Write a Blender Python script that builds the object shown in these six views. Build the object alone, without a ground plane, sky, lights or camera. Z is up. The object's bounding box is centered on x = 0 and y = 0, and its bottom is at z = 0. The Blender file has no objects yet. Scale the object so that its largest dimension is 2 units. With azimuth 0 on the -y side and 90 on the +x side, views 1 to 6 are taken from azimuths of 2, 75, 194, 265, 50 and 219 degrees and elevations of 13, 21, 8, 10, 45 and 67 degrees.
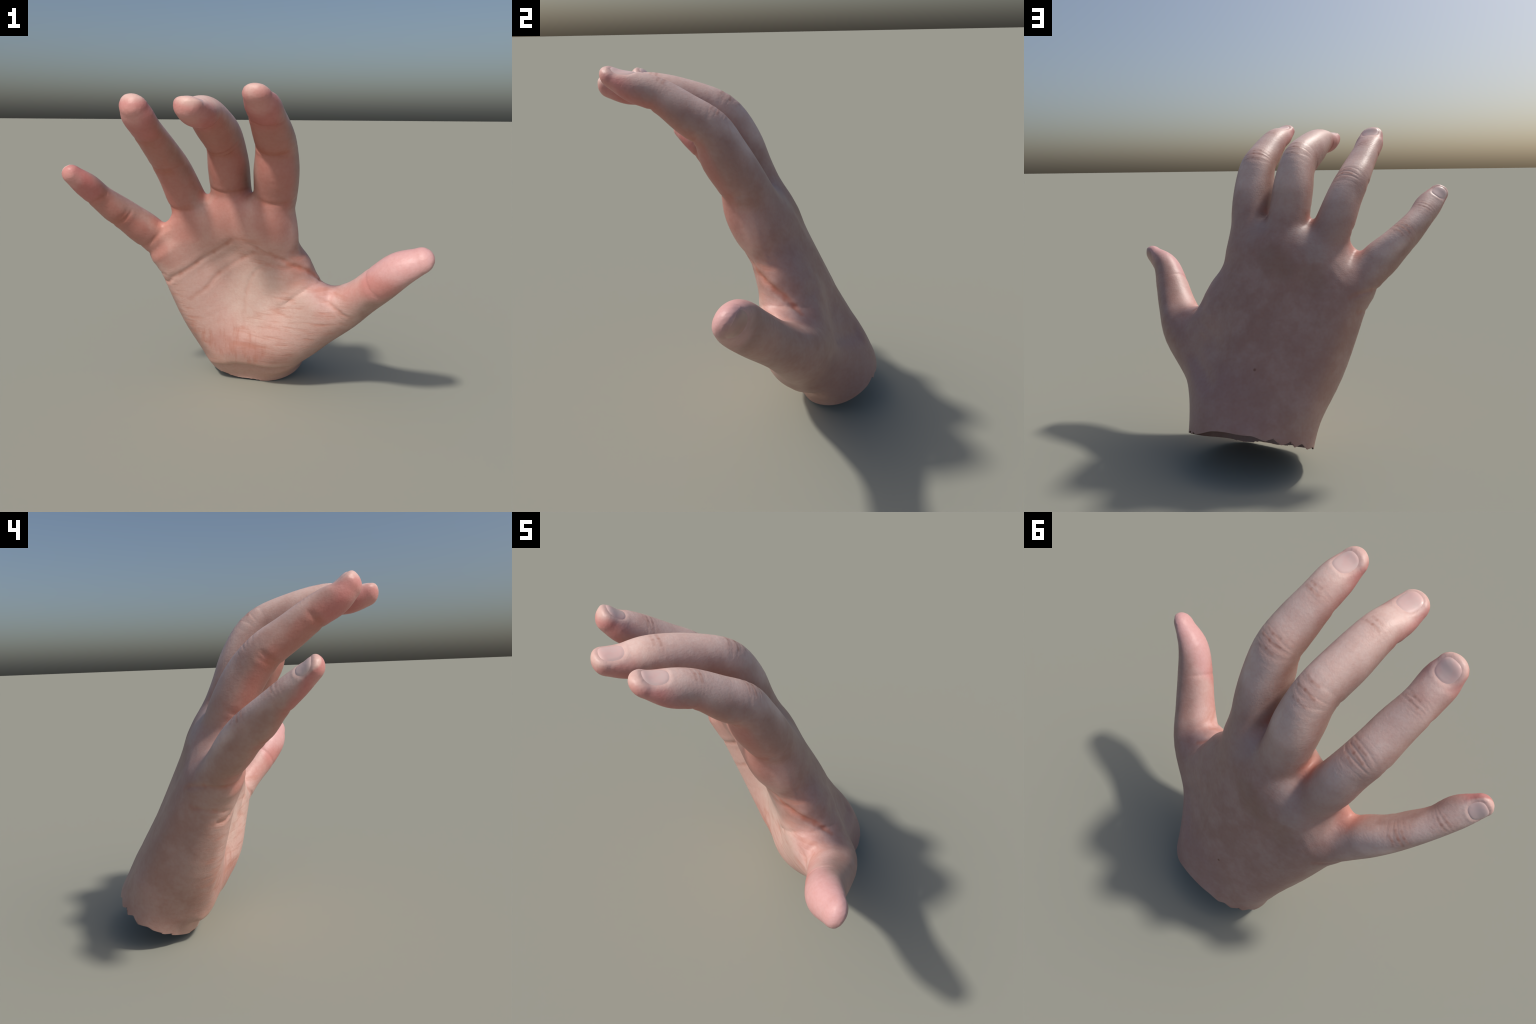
"""A human hand cut off at the wrist, palm forward, fingers spread and curled, standing on its torn wrist.

The body is one implicit surface: every finger, the thumb, the wrist and the muscle pads are swept limbs
(a spine of control points, each with half width, dorsal and palmar half thickness and a blend radius),
blended together, meshed, given skin relief, and then split into named parts that share border vertices."""
import bpy, numpy as np, math

# ------------------------------------------------------------------ anatomy
# spine rows: x, y, z, half_width, dorsal_half, palmar_half, blend
LIMBS = {
    'wrist': dict(lateral=((0.971, 0.02, -0.229), (0.959, -0.106, -0.254)), cap=0.25, spine=(
        (0.062, 0.543, -0.122, 0.315, 0.253, 0.246, 0.13),
        (0.015, 0.497, 0.118, 0.343, 0.238, 0.235, 0.13),
        (0, 0.388, 0.332, 0.359, 0.199, 0.185, 0.13),
        (-0.005, 0.277, 0.558, 0.366, 0.162, 0.148, 0.13),
        (-0.03, 0.209, 0.781, 0.339, 0.126, 0.116, 0.13),
        (-0.073, 0.148, 0.958, 0.284, 0.1, 0.099, 0.13))),
    'middle': dict(lateral=((0.985, 0.023, -0.172), (0.986, 0.03, -0.161)), cap=0.061, spine=(
        (0.061, 0.463, 0.402, 0.141, 0.105, 0.097, 0.15),
        (-0.015, 0.3, 0.747, 0.139, 0.101, 0.101, 0.15),
        (-0.083, 0.162, 1.066, 0.131, 0.105, 0.108, 0.12),
        (-0.105, 0.047, 1.298, 0.12, 0.115, 0.12, 0.06),
        (-0.114, -0.036, 1.461, 0.117, 0.132, 0.135, 0.03),
        (-0.128, -0.126, 1.598, 0.103, 0.124, 0.121, 0.03),
        (-0.164, -0.285, 1.682, 0.103, 0.106, 0.102, 0.03),
        (-0.192, -0.443, 1.741, 0.093, 0.081, 0.082, 0.03),
        (-0.217, -0.555, 1.748, 0.089, 0.06, 0.075, 0.03),
        (-0.237, -0.634, 1.772, 0.073, 0.04, 0.069, 0.03))),
    'ring': dict(lateral=((0.804, -0.128, -0.578), (0.889, 0.043, -0.443)), cap=0.064, spine=(
        (-0.069, 0.39, 0.432, 0.107, 0.08, 0.084, 0.15),
        (-0.161, 0.263, 0.739, 0.107, 0.089, 0.087, 0.15),
        (-0.272, 0.148, 1.022, 0.111, 0.101, 0.091, 0.12),
        (-0.367, 0.055, 1.242, 0.115, 0.112, 0.094, 0.06),
        (-0.418, -0.025, 1.393, 0.104, 0.111, 0.088, 0.03),
        (-0.453, -0.103, 1.495, 0.105, 0.094, 0.083, 0.03),
        (-0.475, -0.209, 1.58, 0.099, 0.075, 0.085, 0.03),
        (-0.505, -0.317, 1.659, 0.089, 0.068, 0.076, 0.03),
        (-0.519, -0.411, 1.716, 0.092, 0.061, 0.076, 0.03),
        (-0.53, -0.459, 1.773, 0.074, 0.04, 0.075, 0.03))),
    'index': dict(lateral=((0.948, 0.183, -0.261), (0.937, 0.155, -0.312)), cap=0.067, spine=(
        (0.097, 0.244, 0.415, 0.142, 0.156, 0.164, 0.15),
        (0.114, 0.17, 0.766, 0.129, 0.141, 0.139, 0.15),
        (0.116, 0.046, 1.072, 0.123, 0.131, 0.12, 0.12),
        (0.151, -0.066, 1.29, 0.124, 0.128, 0.112, 0.06),
        (0.158, -0.159, 1.445, 0.125, 0.127, 0.111, 0.03),
        (0.156, -0.224, 1.565, 0.112, 0.113, 0.084, 0.03),
        (0.137, -0.328, 1.643, 0.106, 0.106, 0.074, 0.03),
        (0.109, -0.438, 1.725, 0.094, 0.09, 0.058, 0.03),
        (0.093, -0.54, 1.773, 0.091, 0.075, 0.061, 0.03),
        (0.07, -0.617, 1.82, 0.07, 0.04, 0.052, 0.03))),
    'little': dict(lateral=((0.888, -0.312, 0.336), (0.887, -0.219, 0.404)), cap=0.055, spine=(
        (-0.173, 0.467, 0.399, 0.16, 0.08, 0.084, 0.15),
        (-0.294, 0.338, 0.663, 0.139, 0.08, 0.081, 0.15),
        (-0.415, 0.223, 0.879, 0.115, 0.082, 0.08, 0.12),
        (-0.548, 0.13, 0.985, 0.107, 0.089, 0.079, 0.06),
        (-0.636, 0.063, 1.067, 0.105, 0.105, 0.079, 0.03),
        (-0.709, 0.014, 1.135, 0.089, 0.107, 0.07, 0.03),
        (-0.779, -0.051, 1.205, 0.08, 0.102, 0.063, 0.03),
        (-0.839, -0.108, 1.277, 0.073, 0.083, 0.048, 0.03),
        (-0.889, -0.173, 1.353, 0.076, 0.062, 0.049, 0.03),
        (-0.944, -0.219, 1.418, 0.056, 0.035, 0.051, 0.03))),
    'thumb': dict(lateral=((0.136, -0.743, -0.654), (0.2, -0.687, -0.698)), cap=0.077, spine=(
        (0.159, 0.428, 0.207, 0.202, 0.161, 0.167, 0.15),
        (0.344, 0.239, 0.4, 0.167, 0.132, 0.165, 0.15),
        (0.553, 0.09, 0.572, 0.143, 0.119, 0.161, 0.1),
        (0.673, -0.048, 0.702, 0.107, 0.098, 0.138, 0.05),
        (0.75, -0.169, 0.819, 0.105, 0.093, 0.111, 0.03),
        (0.828, -0.258, 0.922, 0.102, 0.072, 0.094, 0.03),
        (0.928, -0.31, 0.989, 0.076, 0.044, 0.06, 0.03))),
    'thenar': dict(lateral=((0.733, 0.132, -0.664), (0.732, 0.12, -0.667)), cap=0.125, spine=(
        (0.118, 0.242, 0.278, 0.123, 0.138, 0.135, 0.16),
        (0.24, 0.145, 0.381, 0.152, 0.129, 0.124, 0.16),
        (0.328, 0.094, 0.503, 0.157, 0.119, 0.115, 0.16),
        (0.411, 0.057, 0.608, 0.161, 0.11, 0.11, 0.16))),
    'hypothenar': dict(lateral=((0.955, -0.184, 0.238), (0.961, -0.118, 0.256)), cap=0.196, spine=(
        (-0.133, 0.302, 0.298, 0.208, 0.146, 0.149, 0.16),
        (-0.283, 0.265, 0.51, 0.178, 0.123, 0.137, 0.16),
        (-0.419, 0.165, 0.808, 0.14, 0.1, 0.099, 0.16))),
    'web': dict(lateral=((0.62, -0.021, 0.785), (0.617, -0.01, 0.787)), cap=0.028, spine=(
        (0.264, 0.083, 0.831, 0.112, 0.083, 0.096, 0.14),
        (0.341, 0.191, 0.693, 0.083, 0.078, 0.086, 0.14),
        (0.394, 0.093, 0.625, 0.06, 0.074, 0.074, 0.14))),
    'pad': dict(lateral=((-0.02, -0.381, 0.926), (-0.015, -0.396, 0.92)), cap=0.144, spine=(
        (0.104, -0.063, 1.138, 0.14, 0.087, 0.078, 0.12),
        (-0.124, -0.002, 1.153, 0.136, 0.083, 0.078, 0.12),
        (-0.321, 0.065, 1.086, 0.127, 0.073, 0.074, 0.12),
        (-0.479, 0.095, 0.989, 0.121, 0.06, 0.064, 0.12))),
    'knuckle': dict(lateral=((0.025, -0.284, 0.96), (0.025, -0.297, 0.956)), cap=0.075, spine=(
        (0.159, 0.045, 1.073, 0.168, 0.061, 0.086, 0.12),
        (-0.067, 0.141, 1.09, 0.138, 0.063, 0.074, 0.12),
        (-0.277, 0.164, 1.043, 0.11, 0.058, 0.063, 0.12),
        (-0.432, 0.15, 0.953, 0.083, 0.054, 0.052, 0.12))),
}
ORDER = ['wrist', 'middle', 'ring', 'index', 'little', 'thumb', 'thenar', 'hypothenar', 'web', 'pad', 'knuckle']
CUT = (-0.147, 0.023, 0.544)          # torn wrist edge: z = a + b x + c y
FINGERS = ['index', 'middle', 'ring', 'little', 'thumb']

# ------------------------------------------------------------------ implicit surface
def unit(v):
    return v / np.linalg.norm(v, axis=-1, keepdims=True)

def catmull(P, per):
    P = np.asarray(P, float)
    E = np.vstack([2*P[0]-P[1], P, 2*P[-1]-P[-2]])
    t = np.linspace(0, 1, per, endpoint=False)[:, None]
    out = []
    for i in range(len(P)-1):
        a, b, c, d = E[i:i+4]
        out.append(0.5*(2*b + (c-a)*t + (2*a-5*b+4*c-d)*t**2 + (3*b-a-3*c+d)*t**3))
    out.append(P[-1:])
    return np.vstack(out)

class Limb:
    PER = 5
    def __init__(self, spec):
        self.S = S = catmull(spec['spine'], self.PER)
        self.P = P = S[:, :3]
        self.D = np.diff(P, axis=0)
        self.l2 = (self.D**2).sum(1)
        self.T = unit(np.gradient(P, axis=0))
        L = np.asarray(spec['lateral'], float)
        f = np.linspace(0, 1, len(P))[:, None]
        lat = L[0]*(1-f) + L[1]*f
        self.X = unit(lat - (self.T*lat).sum(1, keepdims=True)*self.T)
        self.cap = spec['cap']
        self.lo = P.min(0) - S[:, 3:6].max() - .22
        self.hi = P.max(0) + S[:, 3:6].max() + .22
    def local(self, Q):
        """nearest spine parameter (in control points) and section coordinates"""
        best = np.full(len(Q), 1e9); bi = np.zeros(len(Q), int); bt = np.zeros(len(Q))
        for i in range(len(self.D)):
            R = Q - self.P[i]
            t = np.clip(R @ self.D[i] / self.l2[i], 0, 1)
            R = R - t[:, None]*self.D[i]
            d = (R*R).sum(1)
            m = d < best
            best[m] = d[m]; bi[m] = i; bt[m] = t[m]
        w = bt[:, None]
        lerp = lambda A: A[bi]*(1-w) + A[bi+1]*w
        C = lerp(self.S); X = unit(lerp(self.X)); T = unit(lerp(self.T)); Y = np.cross(T, X)
        R = Q - C[:, :3]
        return (bi+bt)/self.PER, (R*X).sum(1), (R*Y).sum(1), (R*T).sum(1), C
    def __call__(self, Q):
        F = np.full(len(Q), .5); K = np.full(len(Q), .03)
        m = ((Q > self.lo) & (Q < self.hi)).all(1)
        if not m.any():
            return F, K
        s, x, y, z, C = self.local(Q[m])
        n = (len(self.P)-1)/self.PER
        a = C[:, 3]; h = np.where(y > 0, C[:, 4], C[:, 5])
        end = s >= n; beg = s <= 0
        c = np.where(end, self.cap, np.where(beg, .5*(a+h), .2))
        z = np.where(end | beg, z, 0)
        k0 = np.sqrt((x/a)**2 + (y/h)**2 + (z/c)**2) + 1e-9
        k1 = np.sqrt((x/a**2)**2 + (y/h**2)**2 + (z/c**2)**2) + 1e-9
        F[m] = k0*(k0-1)/k1; K[m] = C[:, 6]
        return F, K

LIMB = {n: Limb(s) for n, s in LIMBS.items()}

def smin(a, b, k):
    h = np.clip(k - np.abs(a-b), 0, None)/k
    return np.minimum(a, b) - h*h*k*.25

def field(Q):
    F, K = LIMB[ORDER[0]](Q)
    for n in ORDER[1:]:
        f, k = LIMB[n](Q)
        kk = np.minimum(K, k)
        w = np.clip(.5 + (f-F)/(2*np.maximum(kk, .03)), 0, 1)
        w = w*w*(3-2*w)
        F = smin(F, f, kk)
        K = k*(1-w) + K*w
    return F

def gradient(Q, e=2e-3):
    g = 0
    for s in ((1, -1, -1), (-1, -1, 1), (-1, 1, -1), (1, 1, 1)):
        s = np.array(s, float)
        g = g + field(Q + e*s)[:, None]*s
    return g/(4*e)

def project(V, n=2):
    for _ in range(n):
        g = gradient(V)
        V = V - np.clip(field(V), -.01, .01)[:, None]*g/np.maximum((g*g).sum(1, keepdims=True), .05)
    return V

# ------------------------------------------------------------------ meshing (surface nets on a sparse grid)
def surface_nets(lo, hi, h):
    n = np.ceil((hi-lo)/h).astype(int) + 1
    c = 4
    nc = np.ceil(n/c).astype(int) + 1
    gi = np.stack(np.meshgrid(*[np.arange(k) for k in nc], indexing='ij'), -1).reshape(-1, 3)
    Fc = field(lo + gi*h*c).reshape(nc)
    near = np.abs(Fc) < h*c*2.2
    G = np.repeat(np.repeat(np.repeat(np.sign(Fc)*.5, c, 0), c, 1), c, 2)[:n[0], :n[1], :n[2]].copy()
    block = np.zeros(nc, bool)
    for dx in (0, 1):
        for dy in (0, 1):
            for dz in (0, 1):
                block |= np.roll(near, (-dx, -dy, -dz), (0, 1, 2))
    M = np.repeat(np.repeat(np.repeat(block, c, 0), c, 1), c, 2)[:n[0], :n[1], :n[2]]
    idx = np.argwhere(M)
    G[tuple(idx.T)] = field(lo + idx*h)
    inside = G < 0
    corners = [(i, j, k) for i in (0, 1) for j in (0, 1) for k in (0, 1)]
    sl = lambda A, o: A[o[0]:n[0]-1+o[0], o[1]:n[1]-1+o[1], o[2]:n[2]-1+o[2]]
    cnt = sum(sl(inside, o).astype(int) for o in corners)
    cells = np.argwhere((cnt > 0) & (cnt < 8))
    vid = -np.ones(n-1, int); vid[tuple(cells.T)] = np.arange(len(cells))
    acc = np.zeros((len(cells), 3)); num = np.zeros(len(cells))
    for a in corners:
        for ax in range(3):
            if a[ax]: continue
            b = list(a); b[ax] = 1
            fa = G[tuple((cells+a).T)]; fb = G[tuple((cells+b).T)]
            m = (fa < 0) != (fb < 0)
            t = np.where(m, fa/np.where(m, fa-fb, 1), 0)
            p = cells + np.array(a, float); p[:, ax] += t
            acc[m] += p[m]; num += m
    V = lo + acc/num[:, None]*h
    quads = []
    for ax in range(3):
        o1, o2 = [(1, 2), (2, 0), (0, 1)][ax]
        A = inside; B = np.roll(inside, -1, ax)
        e = A != B
        e[tuple(slice(-1, None) if q == ax else slice(None) for q in range(3))] = False
        E = np.argwhere(e)
        E = E[(E[:, o1] > 0) & (E[:, o2] > 0)]
        d1 = np.eye(3, dtype=int)[o1]; d2 = np.eye(3, dtype=int)[o2]
        q = np.stack([vid[tuple((E-d1-d2).T)], vid[tuple((E-d2).T)], vid[tuple(E.T)], vid[tuple((E-d1).T)]], 1)
        flip = ~A[tuple(E.T)]
        q[flip] = q[flip][:, ::-1]
        quads.append(q)
    return V, np.vstack(quads)

def edges_of(Fc):
    e = np.vstack([Fc[:, [i, (i+1) % 4]] for i in range(4)])
    e.sort(1)
    key = e[:, 0].astype(np.int64)*(Fc.max()+1) + e[:, 1]
    _, first, inv = np.unique(key, return_index=True, return_inverse=True)
    return e[first], inv.ravel()

def relax(V, Fc, n=1, w=.5, E=None):
    if E is None: E, _ = edges_of(Fc)
    num = np.bincount(E.ravel(), minlength=len(V))[:, None]
    for _ in range(n):
        acc = np.stack([np.bincount(E[:, 0], V[E[:, 1], k], len(V)) + np.bincount(E[:, 1], V[E[:, 0], k], len(V)) for k in range(3)], 1)
        V = V*(1-w) + w*acc/num
    return V

def even_out(V, Fc, n, lam=.55):
    """smooth without shrinking"""
    E, _ = edges_of(Fc)
    for _ in range(n):
        V = relax(V, Fc, 1, lam, E); V = relax(V, Fc, 1, -lam*1.03, E)
    return V

def subdivide(V, Fc):
    E, inv = edges_of(Fc); m = len(Fc)
    em = (V[E[:, 0]]+V[E[:, 1]])/2; fm = V[Fc].mean(1)
    ei = len(V) + inv.reshape(4, m); fi = len(V)+len(E)+np.arange(m)
    out = [np.stack([Fc[:, i], ei[i], fi, ei[(i+3) % 4]], 1) for i in range(4)]
    return np.vstack([V, em, fm]), np.vstack(out)

# ------------------------------------------------------------------ helpers on the anatomy
def section_point(f, s, x, y):
    """point on limb f at spine parameter s; x, y in units of the local half width / half thickness"""
    L = LIMB[f]
    t = min(max(s*L.PER, 0), len(L.P)-1.001); i = int(t); w = t-i
    C = L.S[i]*(1-w) + L.S[i+1]*w
    X = unit(L.X[i]*(1-w) + L.X[i+1]*w); T = unit(L.T[i]*(1-w) + L.T[i+1]*w); Y = np.cross(T, X)
    return C[:3] + X*x*C[3] + Y*y*(C[4] if y > 0 else C[5]), X, Y, T

def drop(P, N, reach=.09, deepest=.03):
    """slide points P along -N until they meet the skin, at most 'deepest' below where they start"""
    far = np.full(len(P), reach)
    for _ in range(40):
        far = np.maximum(far - np.clip(field(P + N*far[:, None])*.8, -.02, .05), -deepest)
    return P + N*far[:, None]

def gauss(d, s):
    return np.exp(-(d/s)**2)

def smooth01(x, a, b):
    t = np.clip((x-a)/(b-a), 0, 1)
    return t*t*(3-2*t)

def wobble(V, scale, seed):
    """cheap smooth noise in -1..1 from a few sine waves"""
    r = np.random.RandomState(seed); out = np.zeros(len(V))
    for i in range(5):
        k = r.normal(size=3)*scale
        out += np.sin(V @ k + r.uniform(0, 6.28))
    return out/2.5

def line_distance(V, pts):
    best = np.full(len(V), 9.); par = np.zeros(len(V))
    pts = catmull(np.array(pts, float), 4)
    for i in range(len(pts)-1):
        a, d = pts[i], pts[i+1]-pts[i]
        t = np.clip((V-a) @ d/(d @ d), 0, 1)
        q = np.linalg.norm(V-a-t[:, None]*d, axis=1)
        m = q < best
        best[m] = q[m]; par[m] = (i+t[m])/(len(pts)-1)
    return best, par

# nails: spine parameter of the nail root, sideways shift, half width, length
NAILS = {
    'index':  dict(root=8.15, shift=-.02, width=.056, length=.118),
    'middle': dict(root=8.08, shift=-.02, width=.056, length=.118),
    'ring':   dict(root=8.28, shift=-.10, width=.058, length=.106),
    'little': dict(root=8.50, shift=-.15, width=.047, length=.092),
    'thumb':  dict(root=5.40, shift=-.12, width=.064, length=.115, tip=.004),
}
for f, n in NAILS.items():
    P, X, Y, T = section_point(f, n['root'], n['shift'], 1.0)
    C, X2, Y2, T2 = section_point(f, n['root']+.45, n['shift'], 1.0)
    P = drop(P[None], Y[None])[0]; C = drop(C[None], Y2[None])[0]
    N = unit(gradient(C[None])[0])
    # tilt the plate so that its far end also rests on the skin
    A = unit(T2 - (T2 @ N)*N)
    Dst = drop((P + A*n['length']*.85)[None], N[None])[0]
    A = unit(Dst-P); S = unit(X2 - (X2 @ A)*A); N = np.cross(A, S)
    if 'tip' in n:
        # a nail that curls over the end of its finger: laid out from its middle
        C, X2, Y2, T2 = section_point(f, 99, n['shift'], .9)
        C = drop((C + T2*n['tip'])[None], Y2[None])[0]
        N = unit(gradient(C[None])[0]); A = unit(T2 - (T2 @ N)*N); S = unit(X2 - (X2 @ N)*N - (X2 @ A)*A)
        P = C - A*n['length']*.5
    n.update(P=P, A=A, S=S, N=N)

def nail_coords(V, n):
    R = V - n['P']
    u = R @ n['S']/n['width']; v = R @ n['A']/n['length']*2 - 1; w = R @ n['N']
    return u, v, w, (np.abs(u)**2.6 + np.abs(v)**2.6)**(1/2.6)

# flexion creases on the palm side of the fingers: spine parameter, depth
FLEXION = {
    'index':  ((7.09, .007), (5.34, .008), (5.52, .004), (3.15, .006)),
    'middle': ((7.29, .008), (5.31, .009), (5.12, .005), (3.37, .007)),
    'ring':   ((6.93, .006), (5.00, .008), (4.82, .005), (3.05, .006)),
    'little': ((7.19, .006), (5.50, .007), (5.72, .004), (3.60, .006)),
    'thumb':  ((4.05, .004), (2.50, .002)),
}
# wrinkled skin over the finger joints: spine parameter, spread, depth
WRINKLED = {
    'index':  ((5.22, .34, .0055), (7.12, .22, .0035)),
    'middle': ((5.05, .34, .0060), (6.95, .20, .0032)),
    'ring':   ((4.80, .40, .0065), (7.00, .25, .0032)),
    'little': ((5.55, .45, .0050), (7.42, .30, .0035)),
    'thumb':  ((4.15, .30, .0055),),
}
# creases of the palm: width, depth, path
CREASES = {
    'heart': (.0160, .0035, [(-.53, .14, .745), (-.418, .056, .798), (-.316, .049, .863), (-.214, .026, .936), (-.131, -.022, .998), (-.10, -.045, 1.03)]),
    'head':  (.0150, .0018, [(.26, -.04, .885), (.20, -.045, .92), (.129, -.075, .966), (.033, -.046, .957), (-.038, .02, .911), (-.182, .084, .8), (-.264, .09, .703), (-.369, .10, .624)]),
    'head_branch': (.0110, .0025, [(-.02, -.07, 1.02), (.05, -.078, .995), (.157, -.058, .933), (.24, -.04, .90)]),
    'life':  (.0120, .0015, [(.28, -.035, .84), (.20, -.037, .868), (.118, -.034, .885), (.029, .026, .814), (-.018, .082, .683), (-.029, .107, .548), (-.04, .114, .415)]),
    'wrist_bend': (.0300, .0200, [(-.281, .36, .11), (-.16, .25, .12), (-.005, .21, .125), (.123, .19, .13), (.248, .20, .15), (.337, .25, .18)]),
    'thumb_fold': (.014, .007, [(.233, -.034, .89), (.305, -.011, .86), (.356, .02, .833), (.398, .065, .794), (.425, .098, .757), (.472, .124, .732)]),
    'thumb_root': (.0130, .0030, [(.408, -.058, .704), (.486, -.058, .656), (.542, -.088, .617), (.601, -.086, .578)]),
    'edge_fold': (.0110, .0035, [(-.489, .299, .892), (-.598, .208, .914), (-.623, .121, .91), (-.596, .061, .927)]),
    'edge_fold_low': (.0110, .0030, [(-.53, .273, .804), (-.565, .169, .791), (-.517, .093, .781)]),
    'edge_fold_small': (.0120, .0050, [(-.539, .172, .726), (-.501, .118, .728), (-.48, .09, .755)]),
}

for key, (wid, dep, pts) in CREASES.items():
    CREASES[key] = (wid, dep, project(catmull(np.array(pts, float), 2), 6))

# broad swellings (+) and hollows (-) of the flesh: height, radius, path
SWELLINGS = [
    (-.020, .060, [(.390, .225, .79), (.386, .285, .71)]), (-.020, .055, [(.385, .36, .525), (.242, .53, .44)]),
    (.020, .055, [(.20, .015, .65), (.315, -.015, .756)]),
    (-.014, .045, [(.05, .19, .12), (.16, .19, .13)]), (.012, .04, [(-.25, .27, .13), (-.16, .23, .13)]),
]
# tendons of the back of the hand, fanning out to the knuckles
for f, a in (('index', .005), ('middle', .006), ('ring', .005), ('little', .004)):
    SWELLINGS.append((a*.45, .034, [project(section_point(f, s, 0, 1)[0][None], 8)[0] for s in (.7, 1.3, 1.9)]))
    SWELLINGS.append((a*.35, .055, [project(section_point(f, s, 0, 1)[0][None], 8)[0] for s in (1.95, 2.15)]))

def relief(V, N, limb_of, s_of, x_of, y_of):
    d = np.zeros(len(V))
    for f in FINGERS:
        m = np.where(limb_of == f)[0]
        if not len(m): continue
        s, x, y = s_of[m], x_of[m], y_of[m]
        W = V[m]; wob = wobble(W, 9, 3)*.05
        spacing = np.linalg.norm(np.diff(np.array(LIMBS[f]['spine'])[:, :3], axis=0), axis=1)
        at = np.arange(len(spacing))+.5
        unit_len = np.interp(s, at, spacing)
        for sc, dep in FLEXION[f]:
            side = smooth01(-y, .0, .5)
            d[m] -= dep*.5*gauss((s-sc+wob+.05*x**2)*unit_len, .012)*side
            d[m] += dep*.1*gauss((np.abs(s-sc+wob)*unit_len-.028), .016)*side
        for sc, spread, dep in WRINKLED[f]:
            side = smooth01(y, .25, .7)
            env = np.exp(-((s-sc)/spread)**2)*side
            ph = (s-sc)/spread*10 + wobble(W, 16, 7)*2.8 + x*x*2.2*np.sign(s-sc)
            d[m] -= dep*(.17 if f != 'ring' else .24)*env*(np.cos(ph)*.5+.5)**3
            d[m] += dep*.1*env
        # nail bed and the skin folds around it
        u, v, w, r = nail_coords(W, NAILS[f])
        over = smooth01(N[m] @ NAILS[f]['N'], .05, .35)*smooth01(w, -.10, -.07)
        d[m] -= .0024*(1-smooth01(r, .82, 1.06))*over
        fold = gauss(r-1.17, .13)*over
        d[m] += .0008*fold*np.where(v > .55, 2., 1.)
    for wid, dep, pts in CREASES.values():
        pa = np.array(pts); near = np.where(((V > pa.min(0)-.12) & (V < pa.max(0)+.12)).all(1))[0]
        q, par = line_distance(V[near], pts)
        fade = smooth01(par, 0, .12)*(1-smooth01(par, .8, 1.)*.8)
        d[near] -= dep*fade*(gauss(q, wid) - .25*gauss(q-2.2*wid, wid*1.2))
    for hgt, rad, pts in SWELLINGS:
        pa = np.array(pts); near = np.where(((V > pa.min(0)-.16) & (V < pa.max(0)+.16)).all(1))[0]
        q, par = line_distance(V[near], pa)
        d[near] += hgt*gauss(q, rad)
    # soft lumps and the long pull lines of the palm
    d += .0008*wobble(V, 9, 11)
    return d

# ------------------------------------------------------------------ body mesh
H = .0104
V, Q = surface_nets(np.array([-1.1, -.9, -.25]), np.array([1.15, .95, 2.0]), H)
V = project(relax(V, Q, 1), 2)
V = even_out(V, Q, 12)
V, Q = subdivide(V, Q)
V = even_out(V, Q, 14)

def vertex_normals(V, Q):
    n = np.cross(V[Q[:, 2]]-V[Q[:, 0]], V[Q[:, 3]]-V[Q[:, 1]])
    out = np.zeros_like(V)
    for i in range(4):
        for k in range(3): out[:, k] += np.bincount(Q[:, i], n[:, k], len(V))
    return unit(out + 1e-12)

def ragged(V):
    """height of the torn rim above the cut plane, by the angle round the wrist"""
    a = np.degrees(np.arctan2(V[:, 1]-.47, V[:, 0]-.04))
    z = .023*smooth01(a, 35, 60)*(1-smooth01(a, 110, 128))
    z += .003*np.sin(a*.11)
    teeth = smooth01(a, 124, 128)*(1-smooth01(a, 168, 174)) + .7*smooth01(a, 14, 18)*(1-smooth01(a, 30, 34))
    tooth = (a/12.5 + .15*np.sin(a*.21)) % 1
    z += teeth*(.027*np.where(tooth < .7, tooth/.7, (1-tooth)/.3) - .008)
    z += .007*((a < -84) & (a > -150))
    z += .010*((a > -178) & (a < -172))*(a+178)/6
    return z

c = CUT[0] + CUT[1]*V[:, 0] + CUT[2]*V[:, 1] - V[:, 2] + ragged(V)
Q = Q[(c[Q] < 0).any(1)]
used = np.unique(Q); mp = -np.ones(len(V), int); mp[used] = np.arange(len(used))
V = V[used]; Q = mp[Q]; c = c[used]
down = unit(np.array([-CUT[1], -CUT[2], 1.]))
V = V + down*(np.clip(c, 0, None)*.86)[:, None]
height = np.clip(-c, 0, None)          # distance above the torn rim

# local coordinates of every vertex on its nearest limb
best = np.full(len(V), 9.); limb_of = np.full(len(V), 'palm', object)
s_of = np.zeros(len(V)); x_of = np.zeros(len(V)); y_of = np.zeros(len(V))
for f in FINGERS:
    L = LIMB[f]
    m = np.where(((V > L.lo+.15) & (V < L.hi-.15)).all(1))[0]
    s, x, y, z, C = L.local(V[m])
    h = np.where(y > 0, C[:, 4], C[:, 5])
    k = np.sqrt((x/C[:, 3])**2 + (y/h)**2)
    ok = (s > (2.0 if f == 'thumb' else 2.6)) & (k < best[m]) & (k < 1.6)
    j = m[ok]
    best[j] = k[ok]; limb_of[j] = f
    s_of[j] = s[ok]; x_of[j] = (x/C[:, 3])[ok]; y_of[j] = (y/h)[ok]
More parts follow.
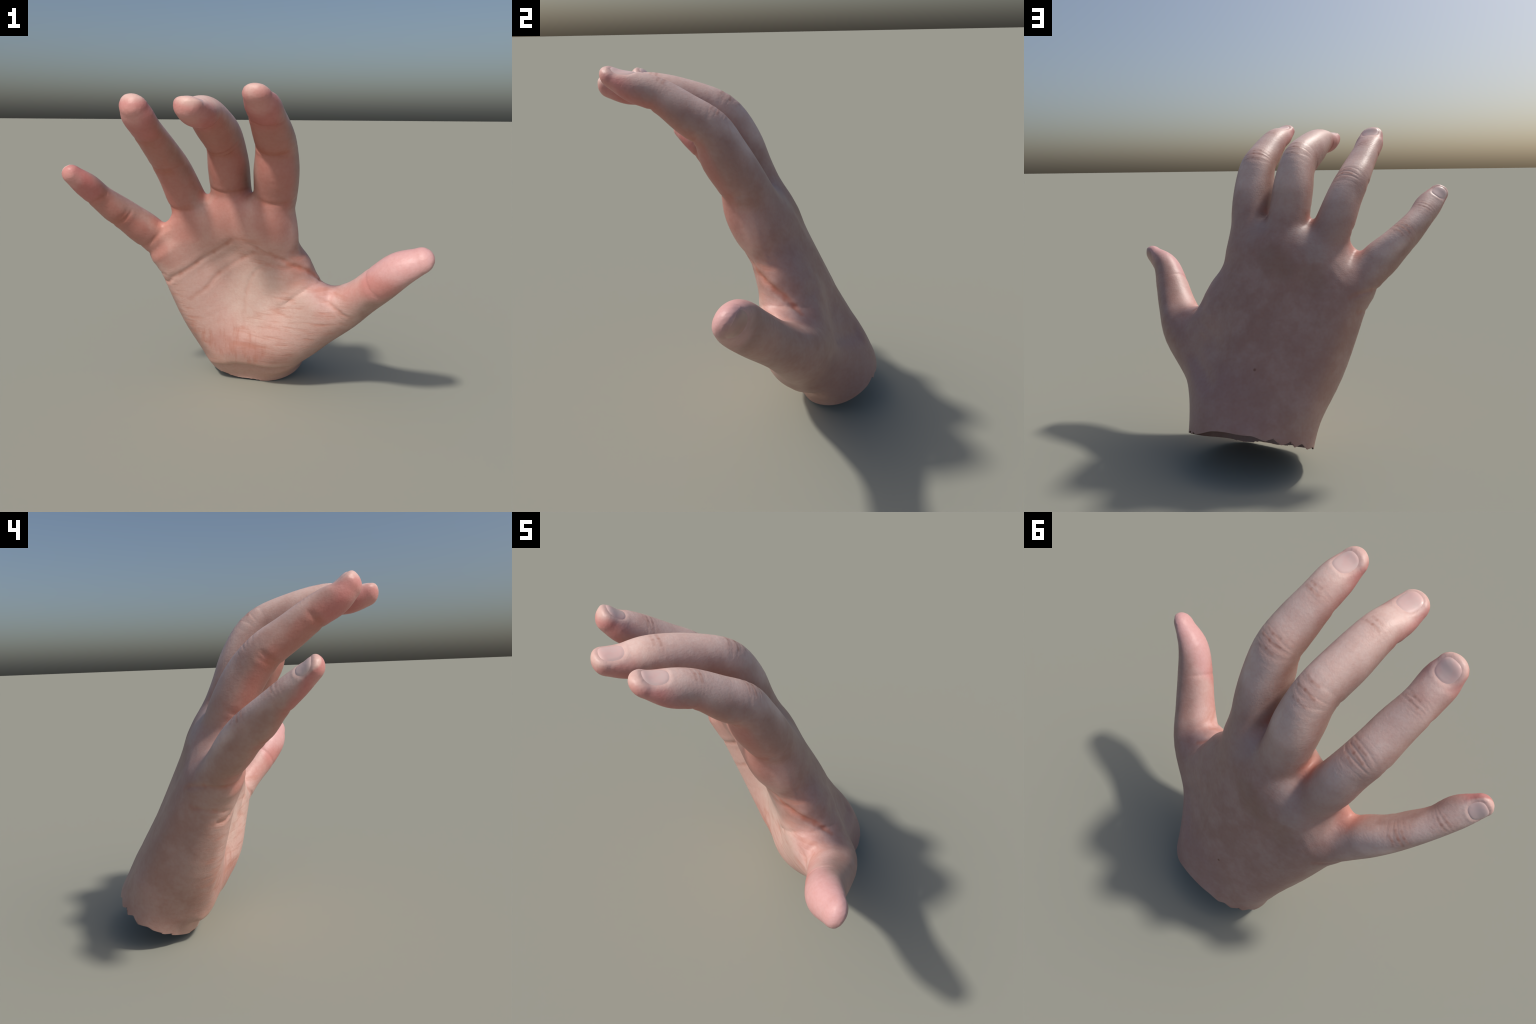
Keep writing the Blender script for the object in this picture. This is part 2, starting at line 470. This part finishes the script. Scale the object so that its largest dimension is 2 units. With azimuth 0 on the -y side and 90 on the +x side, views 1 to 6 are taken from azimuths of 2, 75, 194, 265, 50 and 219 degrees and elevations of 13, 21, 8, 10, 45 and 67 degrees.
# calm the hollow behind each finger tip, where the nail will lie
calm = np.zeros(len(V))
for f in FINGERS:
    m = np.where((limb_of == f) & (s_of > (4.8 if f == 'thumb' else 7.6)))[0]
    u, v, w, r = nail_coords(V[m], NAILS[f])
    calm[m] = np.maximum(calm[m], (1-smooth01(r, .9, 1.45))*smooth01(w, -.06, -.03))
E_all, _ = edges_of(Q)
for i in range(24):
    V = V + (relax(V, Q, 1, .5, E_all)-V)*calm[:, None]
N0 = vertex_normals(V, Q)
SMOOTH_SKIN = V.copy()
V = V + N0*relief(V, N0, limb_of, s_of, x_of, y_of)[:, None]
LOW = V[:, 2].min()
V[:, 2] -= LOW; SMOOTH_SKIN[:, 2] -= LOW
NORMALS = vertex_normals(V, Q)

# ------------------------------------------------------------------ split into named parts
START = {'index': 3.15, 'middle': 3.3, 'ring': 3.05, 'little': 3.45, 'thumb': 2.35}
fv = Q[:, 0]
region = np.full(len(Q), 'palm', object)
for f in FINGERS:
    region[(limb_of[fv] == f) & (s_of[fv] > START[f])] = f
region[(height[fv] < .10 + .05*np.sin(np.arctan2(V[fv, 1]-.47, V[fv, 0]-.04))) & (region == 'palm')] = 'wrist'

scene = bpy.context.scene.collection
root = bpy.data.objects.new('hand', None)
root.empty_display_size = .2
scene.objects.link(root)
root['label'] = 'pale human hand, fingers spread and bent, torn hollow wrist'
root['category'] = 'hand'

def add_mesh(name, verts, faces, normals, material, parent):
    me = bpy.data.meshes.new(name)
    me.from_pydata(verts.tolist(), [], faces.tolist() if hasattr(faces, 'tolist') else faces)
    me.update()
    me.polygons.foreach_set('use_smooth', np.ones(len(me.polygons), bool))
    if normals is not None:
        me.normals_split_custom_set_from_vertices(normals.tolist())
    me.materials.append(material)
    ob = bpy.data.objects.new(name, me)
    scene.objects.link(ob)
    ob.parent = parent
    return ob

# ------------------------------------------------------------------ materials
def srgb(r, g, b):
    c = np.array([r, g, b])/255.
    return tuple(np.where(c <= .04045, c/12.92, ((c+.055)/1.055)**2.4)) + (1.,)

def capsule_group():
    """mask of a soft capsule from A to B: 1 inside 'Inner', 0 outside 'Outer'"""
    g = bpy.data.node_groups.new('capsule_mask', 'ShaderNodeTree')
    I = lambda n, t: g.interface.new_socket(name=n, in_out='INPUT', socket_type=t)
    I('Color', 'NodeSocketColor'); I('Tint', 'NodeSocketColor')
    for n in ('Position', 'A', 'B'): I(n, 'NodeSocketVector')
    for n in ('Inner', 'Outer', 'Strength'): I(n, 'NodeSocketFloat')
    g.interface.new_socket(name='Color', in_out='OUTPUT', socket_type='NodeSocketColor')
    g.interface.new_socket(name='Mask', in_out='OUTPUT', socket_type='NodeSocketFloat')
    nd, ln = g.nodes, g.links.new
    gi = nd.new('NodeGroupInput'); go = nd.new('NodeGroupOutput')
    def vm(op, *ins):
        n = nd.new('ShaderNodeVectorMath'); n.operation = op
        for i, s in enumerate(ins): ln(s, n.inputs[i])
        return n
    # a vanishing share of the incoming colour keeps the long chain of layers in order
    seq = nd.new('ShaderNodeVectorMath'); seq.operation = 'MULTIPLY_ADD'; seq.inputs[1].default_value = (1e-6,)*3
    ln(gi.outputs['Color'], seq.inputs[0]); ln(gi.outputs['Position'], seq.inputs[2])
    pa = vm('SUBTRACT', seq.outputs[0], gi.outputs['A'])
    ba = vm('SUBTRACT', gi.outputs['B'], gi.outputs['A'])
    dot1 = vm('DOT_PRODUCT', pa.outputs[0], ba.outputs[0])
    dot2 = vm('DOT_PRODUCT', ba.outputs[0], ba.outputs[0])
    div = nd.new('ShaderNodeMath'); div.operation = 'DIVIDE'; div.use_clamp = True
    ln(dot1.outputs['Value'], div.inputs[0]); ln(dot2.outputs['Value'], div.inputs[1])
    sc = nd.new('ShaderNodeVectorMath'); sc.operation = 'SCALE'
    ln(ba.outputs[0], sc.inputs[0]); ln(div.outputs[0], sc.inputs['Scale'])
    dist = vm('DISTANCE', pa.outputs[0], sc.outputs[0])
    mr = nd.new('ShaderNodeMapRange'); mr.interpolation_type = 'SMOOTHSTEP'
    ln(dist.outputs['Value'], mr.inputs['Value'])
    ln(gi.outputs['Inner'], mr.inputs['From Min']); ln(gi.outputs['Outer'], mr.inputs['From Max'])
    ln(gi.outputs['Strength'], mr.inputs['To Min']); mr.inputs['To Max'].default_value = 0
    ln(mr.outputs['Result'], go.inputs['Mask'])
    mx = nd.new('ShaderNodeMix'); mx.data_type = 'RGBA'
    ln(mr.outputs['Result'], mx.inputs[0]); ln(gi.outputs['Color'], mx.inputs[6]); ln(gi.outputs['Tint'], mx.inputs[7])
    ln(mx.outputs[2], go.inputs['Color'])
    return g

CAPSULE = capsule_group()

class Tree:
    def __init__(self, name):
        self.mat = bpy.data.materials.new(name); self.mat.use_nodes = True
        self.t = self.mat.node_tree; self.nd = self.t.nodes; self.ln = self.t.links.new
        self.bsdf = self.nd['Principled BSDF']
        tc = self.nd.new('ShaderNodeTexCoord')
        self.obj = tc.outputs['Object']
    def noise(self, scale, detail=3, rough=.55, vec=None, stretch=None):
        v = vec or self.obj
        if stretch:
            mp = self.nd.new('ShaderNodeMapping'); mp.inputs['Scale'].default_value = stretch[0]; mp.inputs['Rotation'].default_value = stretch[1]
            self.ln(v, mp.inputs['Vector']); v = mp.outputs[0]
        n = self.nd.new('ShaderNodeTexNoise'); n.inputs['Scale'].default_value = scale
        n.inputs['Detail'].default_value = detail; n.inputs['Roughness'].default_value = rough
        self.ln(v, n.inputs['Vector'])
        return n
    def ramp(self, val, a, b, lo=0., hi=1.):
        m = self.nd.new('ShaderNodeMapRange'); m.interpolation_type = 'SMOOTHSTEP'
        m.inputs['From Min'].default_value = a; m.inputs['From Max'].default_value = b
        m.inputs['To Min'].default_value = lo; m.inputs['To Max'].default_value = hi
        self.ln(val, m.inputs['Value'])
        return m.outputs['Result']
    def mix(self, fac, a, b, blend='MIX'):
        n = self.nd.new('ShaderNodeMix'); n.data_type = 'RGBA'; n.blend_type = blend
        for s, v in ((n.inputs[0], fac), (n.inputs[6], a), (n.inputs[7], b)):
            if isinstance(v, (tuple, float, int)): s.default_value = v
            else: self.ln(v, s)
        return n.outputs[2]
    def math(self, op, a, b):
        n = self.nd.new('ShaderNodeMath'); n.operation = op
        for s, v in zip(n.inputs, (a, b)):
            if isinstance(v, (float, int)): s.default_value = v
            else: self.ln(v, s)
        return n.outputs[0]
    def capsule(self, pos, A, B, inner, outer, strength, color=None, tint=None):
        n = self.nd.new('ShaderNodeGroup'); n.node_tree = CAPSULE
        self.ln(pos, n.inputs['Position'])
        n.inputs['A'].default_value = tuple(map(float, A))
        B = np.array(B, float) + (1e-4 if np.allclose(A, B) else 0)
        n.inputs['B'].default_value = tuple(map(float, B))
        n.inputs['Inner'].default_value = inner; n.inputs['Outer'].default_value = outer
        n.inputs['Strength'].default_value = strength
        if color is None:
            return n.outputs['Mask']
        self.ln(color, n.inputs['Color']); n.inputs['Tint'].default_value = tint
        return n.outputs['Color']

def skin_material(sample):
    """skin of one part; 'sample' are points of the part, layers that cannot reach it are left out"""
    T = Tree('skin')
    def reaches(A, B, outer):
        A = np.array(A, float); d = np.array(B, float)-A
        t = np.clip((sample-A) @ d/max(d @ d, 1e-9), 0, 1)
        return np.linalg.norm(sample-A-t[:, None]*d, axis=1).min() < outer + .11
    # warped position: patches get organic borders
    wn = T.noise(5, 2)
    off = T.nd.new('ShaderNodeVectorMath'); off.operation = 'MULTIPLY_ADD'
    off.inputs[1].default_value = (.09,)*3; off.inputs[2].default_value = (-.045,)*3
    T.ln(wn.outputs['Color'], off.inputs[0])
    add = T.nd.new('ShaderNodeVectorMath'); add.operation = 'ADD'
    T.ln(T.obj, add.inputs[0]); T.ln(off.outputs[0], add.inputs[1])
    pos = add.outputs[0]
    col = srgb(*COL['back'])
    big = T.ramp(T.noise(4, 4).outputs['Fac'], .35, .65)
    col = T.mix(big, srgb(*COL['back']), srgb(*COL['back_red']))
    # lightly warped position for thin lines
    wn2 = T.noise(16, 2)
    off2 = T.nd.new('ShaderNodeVectorMath'); off2.operation = 'MULTIPLY_ADD'
    off2.inputs[1].default_value = (.018,)*3; off2.inputs[2].default_value = (-.009,)*3
    T.ln(wn2.outputs['Color'], off2.inputs[0])
    add2 = T.nd.new('ShaderNodeVectorMath'); add2.operation = 'ADD'
    T.ln(T.obj, add2.inputs[0]); T.ln(off2.outputs[0], add2.inputs[1])
    fine = add2.outputs[0]
    def layer(name, A, B, inner, outer, strength):
        nonlocal col
        if not reaches(A, B, outer): return
        col = T.capsule(fine if name in ('crease', 'wrinkle') else pos, A, B, inner, outer, strength, col, srgb(*COL[name]))
    P = lambda f, s, x, y: section_point(f, s, x, y)[0]
    # back of the fingers: paler, greyish pink
    for f in ('index', 'middle', 'ring', 'little'):
        for a, b in ((4.1, 5.0), (5.0, 7.0), (7.0, 8.6)):
            layer('finger_back', P(f, a, 0, .9), P(f, b, 0, .9), .04 if f != 'little' else .02, .14 if f != 'little' else .10, .9)
        layer('finger_back', P(f, 3.4, 0, .9), P(f, 4.1, 0, .9), .02, .15, .4)
    # palm side of the palm
    for A, B, r0, r1, s in PALM_PATCH:
        layer('palm', A, B, r0, r1, s)
    # palm side of the fingers and thumb
    for f, stops in (('index', (2.6, 4.2, 5.3, 7.1, 8.8)), ('middle', (2.8, 4.2, 5.3, 7.2, 8.8)), ('ring', (2.6, 4.0, 5.0, 6.9, 8.8)),
                     ('little', (3.2, 4.4, 5.5, 7.2, 8.8)), ('thumb', (2.2, 3.2, 4.1, 5.9))):
        r = .75 if f == 'little' else 1.
        for a, b in zip(stops[:-1], stops[1:]):
            layer('finger_palm' if f != 'thumb' else 'thumb_side', P(f, a, 0, -1), P(f, b, 0, -1), .07*r, .15*r, .85)
    for name, A, B, r0, r1, s in PATCHES:
        layer(name, A, B, r0, r1, s)
    for f in ('index', 'middle', 'ring', 'little'):
        layer('pad', P(f, 7.9, 0, -1), P(f, 8.9, 0, -.8), .06, .16 if f != 'little' else .12, .8)
        layer('tip', P(f, 9, 0, -.7), P(f, 9, 0, -.9), .03, .11 if f != 'little' else .08, .6)
        nl = NAILS[f]
        layer('finger_back', nl['P'] + nl['N']*.01, nl['P'] + nl['A']*nl['length']*.9 + nl['N']*.01, .05, .085 if f != 'little' else .065, .7)
        for sc, dep in FLEXION[f]:
            layer('crease', P(f, sc, -.6, -.85), P(f, sc, .6, -.85), .004, .04, .25)
        for sc, spread, dep in WRINKLED[f]:
            layer('knuckle', P(f, sc, -.3, .95), P(f, sc, .3, .95), .02, .10, .5 if sc < 6 else .3)
            for off, k in ((-.55, .6), (.0, 1.), (.5, .7)) if sc < 6 else ((-.2, .8), (.5, .6)):
                bow = [project(P(f, sc+(off*(1+.5*q*q))*spread, q*k, .95)[None], 4)[0] for q in (-.55, 0, .55)]
                layer('wrinkle', bow[0], bow[1], .001, .012, .45*k); layer('wrinkle', bow[1], bow[2], .001, .012, .45*k)
    layer('thumb_pad', P('thumb', 4.4, .2, -1), P('thumb', 6, 0, -.9), .07, .145, .9)
    layer('thumb_red', P('thumb', 4.15, .5, -.8), P('thumb', 4.5, .9, -.6), .02, .12, .75)
    layer('thumb_red', P('thumb', 3.2, .2, -1), P('thumb', 3.7, .4, -.9), .02, .10, .5)
    layer('knuckle', P('thumb', 4.15, -.4, .9), P('thumb', 4.15, .4, .9), .02, .10, .5)
    # palm creases
    for key, (wid, dep, pts) in CREASES.items():
        if key in ('wrist_bend',): continue
        for A, B in zip(pts[:-2:2], pts[2::2]):
            layer('crease', A, B, .001, .024, {'heart': .3, 'thumb_fold': .5, 'life': .1}.get(key, .2))
    # mottling
    m1 = T.ramp(T.noise(16, 5, .6).outputs['Fac'], .3, .7, .0, 1.)
    col = T.mix(T.math('MULTIPLY', m1, .20), col, T.mix(1., col, srgb(238, 205, 196), 'MULTIPLY'))
    m2 = T.ramp(T.noise(60, 3, .6).outputs['Fac'], .35, .7)
    col = T.mix(T.math('MULTIPLY', m2, .16), col, T.mix(1., col, srgb(236, 190, 176), 'MULTIPLY'))
    # streaks running across the ball of the thumb and the heel
    st1 = T.ramp(T.noise(5.5, 3, .55, stretch=((1, 1, 5), (0, .3, 0))).outputs['Fac'], .44, .72)
    reg1 = T.capsule(pos, (.08, .07, .35), (.42, -.02, .62), .12, .28, 1.)
    st2 = T.ramp(T.noise(5.5, 3, .55, stretch=((5, 2, 1), (0, -.25, 0))).outputs['Fac'], .44, .72)
    reg2 = T.capsule(pos, (-.25, .15, .36), (-.02, .1, .28), .07, .21, 1.)
    st3 = T.ramp(T.noise(6, 3, .55, stretch=((1, 1, 4.5), (0, -.55, 0))).outputs['Fac'], .44, .70)
    reg3 = T.capsule(pos, (.0, -.05, .98), (.30, -.03, .86), .05, .14, 1.)
    st4 = T.ramp(T.noise(6, 3, .55, stretch=((1, 1, 5), (0, .2, 0))).outputs['Fac'], .46, .72)
    reg4 = T.capsule(pos, (-.28, .24, .25), (-.50, .12, .72), .04, .13, .8)
    st = T.math('ADD', T.math('MULTIPLY', st4, reg4), T.math('ADD', T.math('ADD', T.math('MULTIPLY', st1, reg1), T.math('MULTIPLY', st2, reg2)), T.math('MULTIPLY', st3, reg3)))
    col = T.mix(T.math('MULTIPLY', st, .65), col, srgb(*COL['streak']))
    # mole
    mole = T.capsule(T.obj, MOLE, MOLE, .003, .011, .8)
    col = T.mix(mole, col, srgb(*COL['mole']))
    T.ln(col, T.bsdf.inputs['Base Color'])
    T.bsdf.inputs['Roughness'].default_value = .47
    T.bsdf.inputs['Specular IOR Level'].default_value = .45
    # fine skin grain
    f1 = T.noise(45, 4, .65, stretch=((1, 1, 2.2), (.3, .3, 0)))
    v = T.nd.new('ShaderNodeTexVoronoi'); v.inputs['Scale'].default_value = 95; T.ln(pos, v.inputs['Vector'])
    h = T.math('ADD', T.math('MULTIPLY', f1.outputs['Fac'], 1.), T.math('MULTIPLY', v.outputs['Distance'], .35))
    h = T.math('ADD', h, T.math('MULTIPLY', st, -1.2))
    b = T.nd.new('ShaderNodeBump'); b.inputs['Strength'].default_value = .12; b.inputs['Distance'].default_value = .008
    T.ln(h, b.inputs['Height']); T.ln(b.outputs[0], T.bsdf.inputs['Normal'])
    return T.mat

def nail_material(a, b):
    T = Tree('nail')
    n = T.ramp(T.noise(14, 3).outputs['Fac'], .35, .65)
    T.ln(T.mix(n, srgb(*COL[a]), srgb(*COL[b])), T.bsdf.inputs['Base Color'])
    T.bsdf.inputs['Roughness'].default_value = .38
    T.bsdf.inputs['Specular IOR Level'].default_value = .5
    return T.mat

COL = {
    'back': (185, 151, 141), 'back_red': (174, 137, 126), 'finger_back': (230, 201, 190), 'palm': (221, 182, 171),
    'finger_palm': (190, 130, 119), 'pad': (203, 127, 124), 'tip': (224, 170, 163), 'crease': (182, 106, 80), 'knuckle': (202, 162, 149),
    'wrinkle': (164, 106, 86), 'thumb_side': (220, 183, 175), 'wrist_front': (206, 168, 154),
    'thumb_pad': (221, 171, 169), 'thumb_red': (206, 138, 130), 'web': (198, 130, 114), 'red': (206, 152, 141), 'pale': (224, 198, 186),
    'dark': (156, 120, 105), 'mauve': (168, 134, 130), 'streak': (198, 136, 118), 'mole': (124, 80, 62), 'grey': (188, 168, 162),
    'thumb_nail': (190, 150, 138), 'thumb_nail_pink': (200, 154, 144),
    'nail': (226, 196, 188), 'nail_pink': (228, 188, 180),
}
MOLE = (-.028, .540, .541)
PALM_PATCH = [
    ((.0, .05, .35), (-.05, .02, .85), .22, .34, .9), ((.15, .0, .4), (.45, -.05, .65), .14, .24, .9),
    ((-.15, .1, .3), (-.40, .05, .75), .12, .22, .9), ((.12, -.1, 1.1), (-.45, .02, .98), .14, .22, .9),
]
PATCHES = [
    ('wrist_front', (-.12, .27, .10), (.2, .26, .10), .10, .22, .85),
    ('red', (.17, -.14, 1.12), (-.12, -.08, 1.12), .06, .19, .55), ('red', (-.12, -.08, 1.12), (-.50, .03, .95), .06, .18, .55),
    ('finger_palm', (.17, -.17, 1.20), (.17, -.16, 1.12), .02, .11, .35), ('finger_palm', (-.14, -.09, 1.2), (-.13, -.09, 1.14), .02, .10, .35),
    ('finger_palm', (-.38, 0, 1.12), (-.37, .01, 1.06), .02, .10, .3), ('finger_palm', (-.53, .02, .94), (-.52, .04, .88), .02, .10, .25),
    ('red', (.10, -.05, .95), (.3, -.03, .87), .04, .12, .25), ('pale', (0, .09, .60), (.05, .05, .72), .08, .22, .6),
    ('pale', (.25, -.04, .58), (.3, -.04, .6), .05, .16, .4), ('red', (-.2, .15, .32), (.0, .10, .27), .04, .14, .6),
    ('red', (.05, .10, .27), (.2, .1, .27), .03, .10, .5), ('thumb_red', (.47, -.04, .72), (.42, -.02, .76), .02, .09, .25),
    ('web', (-.513, .08, 1.10), (-.53, .04, 1.10), .02, .10, .7), ('web', (-.254, .07, 1.275), (-.26, .02, 1.26), .02, .08, .55),
    ('web', (.03, -.02, 1.32), (.02, -.04, 1.30), .01, .06, .4), ('web', (-.33, .02, 1.30), (-.37, -.02, 1.38), .02, .09, .4),  # last one: skin tint plus painted orange bounce light at the ring finger base
    ('dark', (-.05, .27, 1.09), (-.10, .28, 1.03), .03, .12, .5), ('dark', (-.27, .29, 1.02), (-.3, .3, .95), .02, .10, .4),
    ('mauve', (.1, .60, .35), (.25, .5, .3), .1, .3, .5), ('mauve', (.35, .45, .25), (.45, .3, .4), .08, .2, .4),
    ('grey', (-.297, .25, 1.114), (-.2, .17, 1.22), .02, .09, .5), ('grey', (.04, .13, 1.25), (.08, .16, 1.15), .02, .09, .4),
]
NAIL = nail_material('nail', 'nail_pink')
THUMBNAIL = nail_material('thumb_nail', 'thumb_nail_pink')


parts = {}
NAMES = {'palm': 'palm', 'wrist': 'wrist', 'thumb': 'thumb', 'index': 'finger', 'middle': 'finger', 'ring': 'finger', 'little': 'finger'}
edge = np.vstack([Q[:, [i, (i+1) % 4]] for i in range(4)])
srt = np.sort(edge, 1)
_, first, count = np.unique(srt, axis=0, return_index=True, return_counts=True)
open_edges = edge[first[count == 1]]
for r in ('palm', 'wrist', 'index', 'middle', 'ring', 'little', 'thumb'):
    q = Q[region == r]
    u = np.unique(q); mp = -np.ones(len(V), int); mp[u] = np.arange(len(u))
    verts, faces, nrm = V[u], mp[q], NORMALS[u]
    if r == 'wrist':
        # the wrist is a hollow sleeve: inner wall and the torn rim
        thick = .004 + .006*smooth01(height[u], 0, .05)
        inner = verts - nrm*thick[:, None]
        inner[:, 2] = np.maximum(inner[:, 2], 0)
        k = len(verts)
        oe = open_edges[(mp[open_edges] >= 0).all(1)]
        rim = np.stack([mp[oe[:, 1]], mp[oe[:, 0]], mp[oe[:, 0]]+k, mp[oe[:, 1]]+k], 1)
        faces = np.vstack([faces, faces[:, ::-1]+k, rim])
        verts = np.vstack([verts, inner]); nrm = np.vstack([nrm, -nrm])
    parts[r] = add_mesh(NAMES[r], verts, faces, nrm, skin_material(V[u][::12]), root)

# ------------------------------------------------------------------ fingernails
from mathutils.bvhtree import BVHTree
def onto_skin(base, n):
    """slide points along the nail's inward normal onto the calmed, uncarved skin"""
    near = np.linalg.norm(SMOOTH_SKIN[Q[:, 0]]-n['P'], axis=1) < .25
    tree = BVHTree.FromPolygons(SMOOTH_SKIN.tolist(), Q[near].tolist())
    P = base.copy(); G = np.repeat(n['N'][None], len(base), 0)
    for i, p in enumerate(base):
        hit = tree.ray_cast((p + n['N']*.08).tolist(), (-n['N']).tolist(), .125)
        if hit[0] is not None:
            P[i] = hit[0]; h = np.array(hit[1]); h = h if h @ n['N'] > 0 else -h
            G[i] = unit(h*.5 + n['N']*.5)
        else:
            P[i] = p - n['N']*.045
    return P, G

def nail_plate(n, m=20):
    """a curved plate with a rounded root and free edge, closed below"""
    g = np.linspace(-1, 1, 2*m+1)
    uu, vv = np.meshgrid(g, g, indexing='ij')
    # map the square onto a rounded footprint
    k = np.maximum(np.abs(uu), np.abs(vv)); r = (np.abs(uu)**2.6+np.abs(vv)**2.6)**(1/2.6)
    sc = np.where(r > 0, k/np.maximum(r, 1e-9), 1)
    u, v = (uu*sc).ravel(), (vv*sc).ravel()
    rr = k.ravel()
    base = n['P'] + np.outer(u*n['width'], n['S']) + np.outer((v+1)/2*n['length'], n['A'])
    P, G = onto_skin(base, n)
    lift = -.0003 - .0021*smooth01(rr, .72, 1.0)
    top = P + G*lift[:, None]
    w = 2*m+1
    idx = np.arange(w*w).reshape(w, w)
    for _ in range(3):
        t = top.reshape(w, w, 3).copy()
        t[1:-1, 1:-1] = .5*t[1:-1, 1:-1] + .125*(t[:-2, 1:-1]+t[2:, 1:-1]+t[1:-1, :-2]+t[1:-1, 2:])
        top = t.reshape(-1, 3)
    bottom = top - G*.006
    f = np.stack([idx[:-1, :-1], idx[1:, :-1], idx[1:, 1:], idx[:-1, 1:]], -1).reshape(-1, 4)
    ring = np.concatenate([idx[0, :-1], idx[:-1, -1], idx[-1, :0:-1], idx[:0:-1, 0]])
    k = w*w
    side = np.stack([ring, np.roll(ring, -1), np.roll(ring, -1)+k, ring+k], 1)
    return np.vstack([top, bottom]), np.vstack([f, f[:, ::-1]+k, side])

for f in FINGERS:
    v, q = nail_plate(NAILS[f])
    v = v.copy()
    n = np.cross(v[q[0, 2]]-v[q[0, 0]], v[q[0, 3]]-v[q[0, 1]])
    if n @ NAILS[f]['N'] < 0: q = q[:, ::-1]
    add_mesh('fingernail', v, q, None, THUMBNAIL if f == 'thumb' else NAIL, parts[f])
